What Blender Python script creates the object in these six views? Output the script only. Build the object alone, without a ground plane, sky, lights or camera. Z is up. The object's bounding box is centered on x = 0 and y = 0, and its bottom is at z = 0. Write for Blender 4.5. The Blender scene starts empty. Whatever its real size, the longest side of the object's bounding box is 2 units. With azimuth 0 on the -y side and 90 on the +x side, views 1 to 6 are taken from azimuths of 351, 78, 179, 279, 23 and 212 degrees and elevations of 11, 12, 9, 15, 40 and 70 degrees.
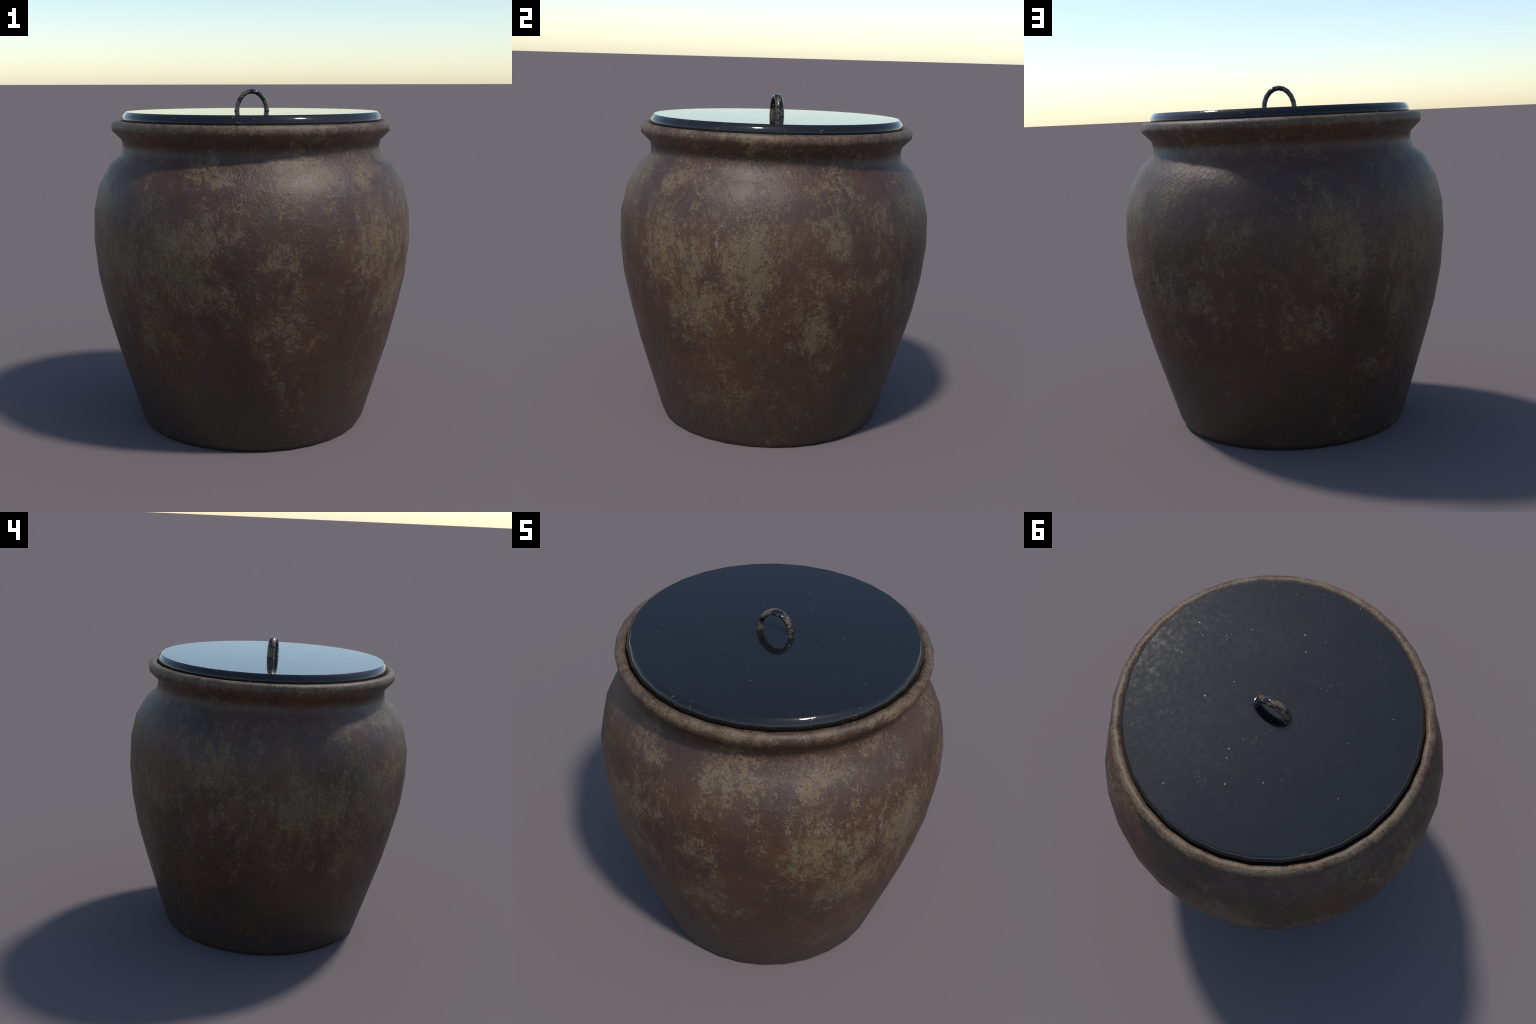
# Lidded stoneware jar: 32-sided turned clay body with flared rim, black lacquered
# disc lid and an arched carrying loop with worn lacquer.
import bpy, math
from mathutils import Vector

SIDES = 32                      # the jar and the lid are turned with 32 facets


# ------------------------------------------------------------------ node helpers
class Nodes:
    def __init__(self, name):
        self.mat = bpy.data.materials.new(name)
        self.mat.use_nodes = True
        self.t = self.mat.node_tree
        self.t.nodes.clear()
        self.out = self.t.nodes.new("ShaderNodeOutputMaterial")
        self.bsdf = self.t.nodes.new("ShaderNodeBsdfPrincipled")
        self.t.links.new(self.bsdf.outputs[0], self.out.inputs[0])
        self.obj = self.t.nodes.new("ShaderNodeTexCoord").outputs["Object"]

    def put(self, socket, value):
        if isinstance(value, bpy.types.NodeSocket):
            self.t.links.new(value, socket)
        elif value is not None:
            if socket.type == "RGBA" and len(value) == 3:
                value = (*value, 1.0)
            socket.default_value = value

    def math(self, op, a, b=None, c=None, clamp=False):
        n = self.t.nodes.new("ShaderNodeMath")
        n.operation, n.use_clamp = op, clamp
        for s, v in zip(n.inputs, (a, b, c)):
            self.put(s, v)
        return n.outputs[0]

    def mapping(self, vec, loc=(0, 0, 0), rot=(0, 0, 0), scale=(1, 1, 1), kind="POINT"):
        n = self.t.nodes.new("ShaderNodeMapping")
        n.vector_type = kind
        self.put(n.inputs["Vector"], vec)
        for k, v in (("Location", loc), ("Rotation", rot), ("Scale", scale)):
            n.inputs[k].default_value = v
        return n.outputs[0]

    def noise(self, vec, scale, detail=4.0, rough=0.55, distort=0.0, out=0):
        n = self.t.nodes.new("ShaderNodeTexNoise")
        self.put(n.inputs["Vector"], vec)
        n.inputs["Scale"].default_value = scale
        n.inputs["Detail"].default_value = detail
        n.inputs["Roughness"].default_value = rough
        n.inputs["Distortion"].default_value = distort
        return n.outputs[out]

    def voronoi(self, vec, scale, feature="F1", out="Distance", rand=1.0):
        n = self.t.nodes.new("ShaderNodeTexVoronoi")
        n.feature = feature
        self.put(n.inputs["Vector"], vec)
        n.inputs["Scale"].default_value = scale
        n.inputs["Randomness"].default_value = rand
        return n.outputs[out]

    def length(self, vec):
        n = self.t.nodes.new("ShaderNodeVectorMath")
        n.operation = "LENGTH"
        self.put(n.inputs[0], vec)
        return n.outputs["Value"]

    def step(self, v, lo, hi, a=0.0, b=1.0):
        n = self.t.nodes.new("ShaderNodeMapRange")
        n.interpolation_type = "SMOOTHSTEP"
        self.put(n.inputs["Value"], v)
        for k, x in (("From Min", lo), ("From Max", hi), ("To Min", a), ("To Max", b)):
            n.inputs[k].default_value = x
        return n.outputs["Result"]

    def mix(self, f, a, b, kind="MIX"):
        n = self.t.nodes.new("ShaderNodeMix")
        n.data_type, n.blend_type = "RGBA", kind
        self.put(n.inputs["Factor"], f)
        self.put(n.inputs[6], a)
        self.put(n.inputs[7], b)
        return n.outputs[2]

    def bump(self, height, strength, dist, normal=None):
        n = self.t.nodes.new("ShaderNodeBump")
        n.inputs["Strength"].default_value = strength
        n.inputs["Distance"].default_value = dist
        self.put(n.inputs["Height"], height)
        self.put(n.inputs["Normal"], normal)
        return n.outputs[0]

    def sep(self, vec):
        n = self.t.nodes.new("ShaderNodeSeparateXYZ")
        self.put(n.inputs[0], vec)
        return n.outputs

    def set(self, **kw):
        for k, v in kw.items():
            self.put(self.bsdf.inputs[k.replace("_", " ")], v)


# ------------------------------------------------------------------ jar profile
OUTSIDE = [  # (radius, height, slip of the ring in x, in y) from the foot up to the top of the rim
    (0.664, 0.000, 0, 0), (0.687, 0.035, 0, 0), (0.827, 0.500, 0, 0), (0.882, 0.710, -0.003, 0.003),
    (0.924, 0.916, -0.002, 0), (0.945, 1.123, 0, 0), (0.940, 1.298, 0, 0), (0.905, 1.446, -0.002, 0),
    (0.838, 1.565, -0.003, 0), (0.770, 1.621, -0.004, 0.001), (0.760, 1.668, -0.003, 0.001),
    (0.766, 1.706, -0.003, 0.001), (0.821, 1.761, -0.004, 0.002), (0.823, 1.801, -0.004, 0.002),
    (0.804, 1.818, -0.003, 0.001),
]
INSIDE = [  # over the rim and down the inner wall to the floor
    (0.777, 1.817, -0.002, 0), (0.764, 1.790, 0, 0), (0.735, 1.705, 0, 0), (0.715, 1.660, 0, 0), (0.730, 1.615, 0, 0),
    (0.800, 1.530, 0, 0), (0.862, 1.420, 0, 0), (0.893, 1.300, 0, 0), (0.898, 1.125, 0, 0), (0.876, 0.930, 0, 0),
    (0.785, 0.510, 0, 0), (0.650, 0.085, 0, 0), (0.560, 0.055, 0, 0),
]
NECK_FROM, RIM_FROM = 9, 11     # profile indices where neck and rim begin


def angle(i):
    return 2.0 * math.pi * i / SIDES


def lathe(profile, close_bottom, close_top):
    """Vertices and faces of a turned surface; the profile runs so that faces point out."""
    v, f, row = [], [], []
    for r, z, *slip in profile:
        dx, dy = slip or (0, 0)
        for i in range(SIDES):
            v.append((dx + r * math.cos(angle(i)), dy + r * math.sin(angle(i)), z))
    for k in range(len(profile) - 1):
        for i in range(SIDES):
            j = (i + 1) % SIDES
            f.append((k * SIDES + i, k * SIDES + j, (k + 1) * SIDES + j, (k + 1) * SIDES + i))
            row.append(k)
    for on, k, flip in ((close_bottom, 0, True), (close_top, len(profile) - 1, False)):
        if on:
            v.append((0, 0, profile[k][1]))
            c = len(v) - 1
            for i in range(SIDES):
                a, b = k * SIDES + i, k * SIDES + (i + 1) % SIDES
                f.append((b, a, c) if flip else (a, b, c))
                row.append(-1 if flip else k)
    return v, f, row


def new_object(name, verts, faces, mat, parent, smooth=True):
    me = bpy.data.meshes.new(name)
    me.from_pydata(verts, [], faces)
    me.update()
    if smooth:
        me.shade_smooth()
    me.materials.append(mat)
    ob = bpy.data.objects.new(name, me)
    bpy.context.scene.collection.objects.link(ob)
    ob.parent = parent
    return ob


# ------------------------------------------------------------------ clay material
# Patches of pale ash-glaze residue: (azimuth deg, height, half width, half height, strength)
PATCHES = [
    (-110, 1.24, .23, .12, 1.0), (-117, 1.55, .09, .05, .9), (-108, 1.55, .07, .04, .7),
    (-121, .97, .29, .15, .7), (-88, 1.14, .22, .10, .6), (-87, .80, .11, .17, .6),
    (-52, 1.11, .20, .24, .7), (-46, .82, .14, .15, .75), (-128, .68, .33, .20, .45),
    (-75, 1.59, .27, .08, .5), (-142, 1.09, .26, .25, .8), (-128, 1.13, .18, .18, 1.0), (-98, .71, .14, .11, .5),
    (-124, .33, .11, .11, .4), (-39, .30, .17, .17, .35), (-19, 1.17, .18, .25, 1.0),
    (-37, .88, .21, .16, .9), (-39, 1.17, .18, .13, .6), (-54, 1.54, .12, .06, .5),
    (9, 1.25, .12, .09, .7), (24, 1.38, .09, .10, .6), (1, .76, .10, .16, .65),
    (4, 1.02, .06, .11, .5), (-31, .39, .18, .20, .45), (-28, 1.64, .09, .06, .6),
    (22, 1.02, .22, .08, .5), (12, 1.58, .14, .08, .35), (-14, .64, .11, .08, .4),
    (103, 1.33, .16, .10, .7), (107, 1.11, .15, .15, .8), (44, .90, .22, .20, .8),
    (72, 1.29, .18, .08, .55), (98, .72, .14, .11, .6), (132, .79, .22, .16, .6),
    (121, .48, .13, .10, .5), (86, 1.00, .07, .09, .5), (133, 1.10, .26, .13, .6),
    (45, 1.43, .19, .10, .6), (-158, 1.16, .17, .28, .9), (-136, .95, .23, .14, .7),
    (175, .99, .11, .20, .6), (167, 1.30, .13, .14, .5), (-165, .67, .17, .14, .55),
    (142, 1.07, .17, .16, .5),
]


def surface_radius(z):
    for (r0, z0, *_), (r1, z1, *_) in zip(OUTSIDE, OUTSIDE[1:]):
        if z0 <= z <= z1:
            return r0 + (r1 - r0) * (z - z0) / max(z1 - z0, 1e-6)
    return 0.8


RED_DARK, RED_WARM, RED_GREY = (0.046, 0.0205, 0.0120), (0.072, 0.0300, 0.0138), (0.052, 0.0300, 0.0200)
TAN_WARM, TAN_GREY, TAN_OCHRE = (0.142, 0.096, 0.047), (0.126, 0.096, 0.058), (0.180, 0.111, 0.045)
STAIN, CHALK = (0.088, 0.050, 0.024), (0.175, 0.180, 0.205)


def clay_material():
    m = Nodes("weathered_brown_clay")
    p = m.obj
    tall = m.mapping(p, scale=(1, 1, 0.75))                     # grain drawn out vertically
    warp = m.noise(p, 6.5, 4, 0.65, out=1)
    n = m.t.nodes.new("ShaderNodeVectorMath")
    n.operation = "MULTIPLY_ADD"
    m.put(n.inputs[0], warp)
    n.inputs[1].default_value = (0.34, 0.34, 0.34)
    m.put(n.inputs[2], m.mapping(p, loc=(-0.17, -0.17, -0.17)))
    warped = n.outputs[0]
    # where the residue sits
    cover = None
    for az, z, w, h, s in PATCHES:
        a, r = math.radians(az), surface_radius(z)
        if cover is not None:                                   # evaluate the patches one after another
            n = m.t.nodes.new("ShaderNodeVectorMath")
            n.operation = "MULTIPLY_ADD"
            m.put(n.inputs[0], cover)
            n.inputs[1].default_value = (1e-7, 1e-7, 1e-7)
            m.put(n.inputs[2], warped)
            here = n.outputs[0]
        else:
            here = warped
        local = m.mapping(here, (r * math.cos(a), r * math.sin(a), z), (0, 0, a),
                          (0.6, w * 1.75, h * 1.75), "TEXTURE")
        d = m.step(m.length(local), 0.0, 1.0, s, 0.0)
        cover = d if cover is None else m.math("MAXIMUM", cover, d)
    height = m.sep(p)[2]
    on_rim = m.step(height, 1.75, 1.805, 0.0, 0.70)              # the lip kept more residue
    cover = m.math("MAXIMUM", cover, on_rim)
    broad = m.noise(m.mapping(p, scale=(1, 1, 0.5)), 4.0, 4, 0.6, 0.3)   # runs and drips
    mid = m.noise(tall, 15.0, 5, 0.65, 0.6)
    fine = m.noise(tall, 54.0, 5, 0.68, 1.2)
    worm = m.noise(m.mapping(p, loc=(3, 1, 7), scale=(1, 1, 0.75)), 38.0, 3, 0.6, 1.6)

    def about(value, gain, onto):
        return m.math("MULTIPLY_ADD", m.math("SUBTRACT", value, 0.5), gain, onto)

    speck = m.noise(p, 120.0, 3, 0.6, 0.5)
    streak = m.noise(m.mapping(p, scale=(1, 1, 0.09)), 34.0, 3, 0.6, 0.2)
    belly = m.step(height, 0.35, 0.80, 0.03, 0.17)              # flecks thin out towards the foot
    soft = m.math("MULTIPLY_ADD", cover, 0.52, belly)
    soft = about(mid, 1.35, about(broad, 1.35, soft))
    t = soft
    for value, gain in ((fine, 1.8), (worm, 1.7), (speck, 1.1), (streak, 0.6)):
        t = about(value, gain, t)
    residue = m.step(t, 0.32, 0.76, 0.0, 0.80)
    stain = m.step(soft, 0.10, 0.65, 0.0, 0.7)
    # fired clay
    tone = m.noise(p, 2.3, 4, 0.6)
    red = m.mix(m.step(tone, 0.38, 0.62), RED_DARK, RED_WARM)
    red = m.mix(m.step(m.noise(p, 7.0, 4, 0.6), 0.45, 0.7, 0, .6), red, RED_GREY)
    red = m.mix(m.step(fine, 0.35, 0.65, 0.0, 0.35), red, (0.034, 0.020, 0.016))
    tan = m.mix(m.step(m.noise(p, 6.0, 4, 0.6), 0.35, 0.65), TAN_WARM, TAN_GREY)
    tan = m.mix(m.step(m.noise(p, 38.0, 4, 0.6), 0.5, 0.75, 0, 0.6), tan, (0.095, 0.070, 0.043))
    tan = m.mix(m.step(m.noise(p, 21.0, 3, 0.6), 0.60, 0.72, 0, 0.6), tan, TAN_OCHRE)
    # greyish tone around the foot, with a ragged upper edge
    foot_grey = m.step(about(mid, 0.5, about(broad, 0.9, height)), 0.12, 0.62, 0.65, 0.0)
    red = m.mix(foot_grey, red, (0.043, 0.0335, 0.0265))
    red = m.mix(stain, red, m.mix(m.step(fine, 0.35, 0.65), STAIN, red))
    col = m.mix(residue, red, tan)
    a = math.radians(-31)                                       # a smear of chalky white
    spot = m.length(m.mapping(p, (0.94 * math.cos(a), 0.94 * math.sin(a), 1.24), (0, 0, a), (.3, .05, .07), "TEXTURE"))
    spot = m.math("ADD", m.step(spot, 0.0, 1.0, 0.55, 0.0), m.math("MULTIPLY_ADD", fine, 1.2, -0.85))
    col = m.mix(m.step(spot, 0.15, 0.4, 0.0, 0.8), col, CHALK)
    # small dark pits
    pits = m.math("MULTIPLY", m.step(m.voronoi(p, 26.0), 0.09, 0.16, 1.0, 0.0),
                  m.step(m.noise(p, 9.0, 2), 0.5, 0.6))
    col = m.mix(m.math("MULTIPLY", pits, 0.75), col, (0.028, 0.022, 0.020))
    m.set(Base_Color=col)
    m.set(Roughness=m.step(m.math("ADD", residue, m.noise(p, 14.0, 4)), 0.3, 1.6, 0.47, 0.62))
    m.bsdf.inputs["Specular IOR Level"].default_value = 0.45
    grain = m.noise(m.mapping(p, scale=(1, 1, 0.8)), 62.0, 4, 0.6, 0.8)
    h = m.math("MULTIPLY_ADD", worm, 0.9, grain)
    h = m.math("MULTIPLY_ADD", pits, -0.8, h)
    where = m.step(m.noise(p, 4.0, 3), 0.38, 0.62, 0.25, 1.0)
    m.set(Normal=m.bump(m.math("MULTIPLY", h, where), 0.75, 0.005))
    return m.mat


# ------------------------------------------------------------------ lacquer
def lacquer_material(name, worn):
    m = Nodes(name)
    p = m.obj
    speck_d = m.voronoi(p, 26.0)
    speck_size = m.step(m.noise(p, 17.0, 2), 0.53, 0.74, 0.0, 0.15)
    speck = m.math("LESS_THAN", speck_d, speck_size)
    tiny = m.math("MULTIPLY", m.math("LESS_THAN", m.voronoi(p, 75.0), 0.13),
                  m.step(m.noise(p, 5.0, 3), 0.58, 0.70))
    dust = m.math("MAXIMUM", speck, tiny)
    if worn:
        wear = m.noise(m.mapping(p, loc=(0.4, 0.9, 0.3)), 24.0, 5, 0.62, 0.6)
        wear = m.step(wear, 0.495, 0.53)
    else:
        # chips live along the edge of the disc only
        s = m.sep(p)
        rad = m.math("SQRT", m.math("ADD", m.math("MULTIPLY", s[0], s[0]), m.math("MULTIPLY", s[1], s[1])))
        edge = m.step(rad, 0.735, 0.750)
        chip = m.math("ADD", m.noise(p, 34.0, 4, 0.65, 0.5), m.math("MULTIPLY", m.noise(p, 4.0, 2), 0.5))
        wear = m.math("MULTIPLY", m.step(chip, 0.915, 0.94), edge)
    lacquer = m.mix(m.noise(p, 9.0, 4), (0.0060, 0.0062, 0.0070), (0.0095, 0.0090, 0.0085))
    brown = m.mix(m.noise(p, 40.0, 3), (0.088, 0.058, 0.033), (0.125, 0.083, 0.048))
    col = m.mix(wear, lacquer, brown)
    col = m.mix(m.math("MULTIPLY", dust, 0.0 if worn else 0.55), col, (0.16, 0.12, 0.09))
    haze = m.noise(p, 32.0, 8, 0.75)
    rough = m.step(haze, 0.35, 0.75, 0.03, 0.11)
    rough = m.math("MULTIPLY_ADD", dust, 0.0 if worn else 0.35, rough)
    rough = m.math("MULTIPLY_ADD", wear, 0.22, rough)
    m.set(Base_Color=col, Roughness=rough)
    m.bsdf.inputs["Specular IOR Level"].default_value = 0.5
    if not worn:
        # a wiped-on dust film scatters a little sunlight around the mirror gloss
        film = m.math("MULTIPLY", m.step(m.noise(p, 45.0, 6, 0.75), 0.38, 0.72, 0.2, 1.0),
                      m.step(m.noise(p, 4.0, 4, 0.6), 0.35, 0.7, 0.03, 0.085))
        film = m.math("ADD", film, m.math("MULTIPLY", dust, 0.5), clamp=True)
        second = m.t.nodes.new("ShaderNodeBsdfPrincipled")
        m.put(second.inputs["Base Color"], col)
        second.inputs["Roughness"].default_value = 0.36
        mixer = m.t.nodes.new("ShaderNodeMixShader")
        m.put(mixer.inputs[0], film)
        m.t.links.new(m.bsdf.outputs[0], mixer.inputs[1])
        m.t.links.new(second.outputs[0], mixer.inputs[2])
        m.t.links.new(mixer.outputs[0], m.out.inputs[0])
    h = m.math("MULTIPLY_ADD", wear, -0.6 if worn else -0.4, m.math("MULTIPLY", m.noise(p, 30.0, 3), 0.1))
    m.set(Normal=m.bump(h, 0.35 if worn else 0.10, 0.003))
    return m.mat


# ------------------------------------------------------------------ build
clay = clay_material()
lacquer = lacquer_material("black_lacquer", False)
loop_lacquer = lacquer_material("worn_black_lacquer", True)

jar = bpy.data.objects.new("lidded_jar", None)
bpy.context.scene.collection.objects.link(jar)
jar["label"] = "weathered brown clay jar with glossy black lid and loop"
jar["category"] = "jar"

# one seamless turned surface, cut by region into body, neck and rim
verts, faces, rows = lathe(OUTSIDE + INSIDE, True, True)
whole = bpy.data.meshes.new("whole_jar")
whole.from_pydata(verts, [], faces)
whole.update()
normals = [v.normal.copy() for v in whole.vertices]
bpy.data.meshes.remove(whole)


def region(k):
    if k < NECK_FROM or k >= len(OUTSIDE) + 3:
        return "body"
    if k < RIM_FROM or k >= len(OUTSIDE) + 1:
        return "neck"
    return "rim"


for name in ("body", "neck", "rim"):
    picked = [f for f, k in zip(faces, rows) if region(k) == name]
    used = sorted({i for f in picked for i in f})
    slot = {i: n for n, i in enumerate(used)}
    ob = new_object(name, [verts[i] for i in used], [[slot[i] for i in f] for f in picked], clay, jar)
    ob.data.normals_split_custom_set_from_vertices([normals[i] for i in used])

# ---- lid: flat disc, sloping shoulder, short upright edge, plug that sits in the neck
LID = [(0.728, 1.690), (0.738, 1.702), (0.750, 1.775), (0.769, 1.788), (0.771, 1.799), (0.754, 1.802),
       (0.760, 1.808), (0.762, 1.827), (0.763, 1.843), (0.743, 1.868)]
LID_TOP = LID[-1][1]
v, f, rows = lathe(LID, True, True)
lid = new_object("lid", v, f, lacquer, jar)
plug = Nodes("painted_gap_shadow")  # near-black colour paints the shadow in the gap between lid and rim
plug.set(Base_Color=plug.mix(plug.noise(plug.obj, 30.0), (0.006, 0.006, 0.007), (0.012, 0.010, 0.009)), Roughness=0.85)
plug.bsdf.inputs["Specular IOR Level"].default_value = 0.15
lid.data.materials.append(plug.mat)
for poly, k in zip(lid.data.polygons, rows):
    poly.material_index = 1 if k < 6 else 0


def tilt(a, elevation):
    e = math.radians(elevation)
    return Vector((math.cos(a) * math.cos(e), math.sin(a) * math.cos(e), math.sin(e)))


SHOULDER = 8                                # profile row of the sloping shoulder
loop_normals = []
for poly, k in zip(lid.data.polygons, rows):
    for vi in poly.vertices:
        ring = vi // SIDES
        if k in (SHOULDER, SHOULDER - 1):   # rounded in shading from steep to upright
            loop_normals.append(tilt(angle(vi % SIDES), {SHOULDER + 1: 52, SHOULDER: 26, SHOULDER - 1: 9}[ring]))
        elif k == SHOULDER - 2:             # plain upright edge below it
            loop_normals.append(tilt(angle(vi % SIDES), -3))
        else:
            loop_normals.append(poly.normal.copy())
lid.data.normals_split_custom_set([tuple(n) for n in loop_normals])

# ---- loop handle: a ring of flattened bar, its lower part let into the lid
BAR_X, BAR_Y, BAR_SIDES = 0.0150, 0.0256, 8      # half thickness, half width of the bar
ARCH_X, ARCH_Z = 0.0895, 2.0 - LID_TOP - BAR_X   # half-ellipse standing on the lid
v, f = [], []
steps = list(range(-1, 12))
for k in steps:
    a = math.radians(18 * k)
    for j in range(BAR_SIDES):
        b = 2 * math.pi * j / BAR_SIDES
        out = BAR_X * math.cos(b)
        v.append(((ARCH_X + out) * math.cos(a), BAR_Y * math.sin(b), LID_TOP + (ARCH_Z + out) * math.sin(a)))
for s in range(len(steps) - 1):
    for j in range(BAR_SIDES):
        j2 = (j + 1) % BAR_SIDES
        f.append((s * BAR_SIDES + j, (s + 1) * BAR_SIDES + j, (s + 1) * BAR_SIDES + j2, s * BAR_SIDES + j2))
f.append(tuple(range(BAR_SIDES)))
f.append(tuple((len(steps) - 1) * BAR_SIDES + j for j in reversed(range(BAR_SIDES))))
handle = new_object("handle", v, f, loop_lacquer, lid)

# ---- bead of lacquer where each leg of the loop enters the lid
leg_x = ARCH_X
v, f = [], []
N, M = 20, 5
for i in range(N):
    a = 2 * math.pi * i / N
    for j in range(M):
        q = math.pi * 0.5 * j / (M - 1)
        grow = 0.0065 * (1 - math.sin(q))
        rise = 0.0055 * (1 - math.cos(q))
        v.append(((BAR_X + grow - 0.0005) * math.cos(a), (BAR_Y + grow - 0.0005) * math.sin(a), rise - 0.0006))
for i in range(N):
    for j in range(M - 1):
        i2 = (i + 1) % N
        f.append((i * M + j, i2 * M + j, i2 * M + j + 1, i * M + j + 1))
bead = new_object("collar", v, f, lacquer, lid)
bead.location = (leg_x, 0, LID_TOP)
other = bead.copy()
other.location = (-leg_x, 0, LID_TOP)
bpy.context.scene.collection.objects.link(other)
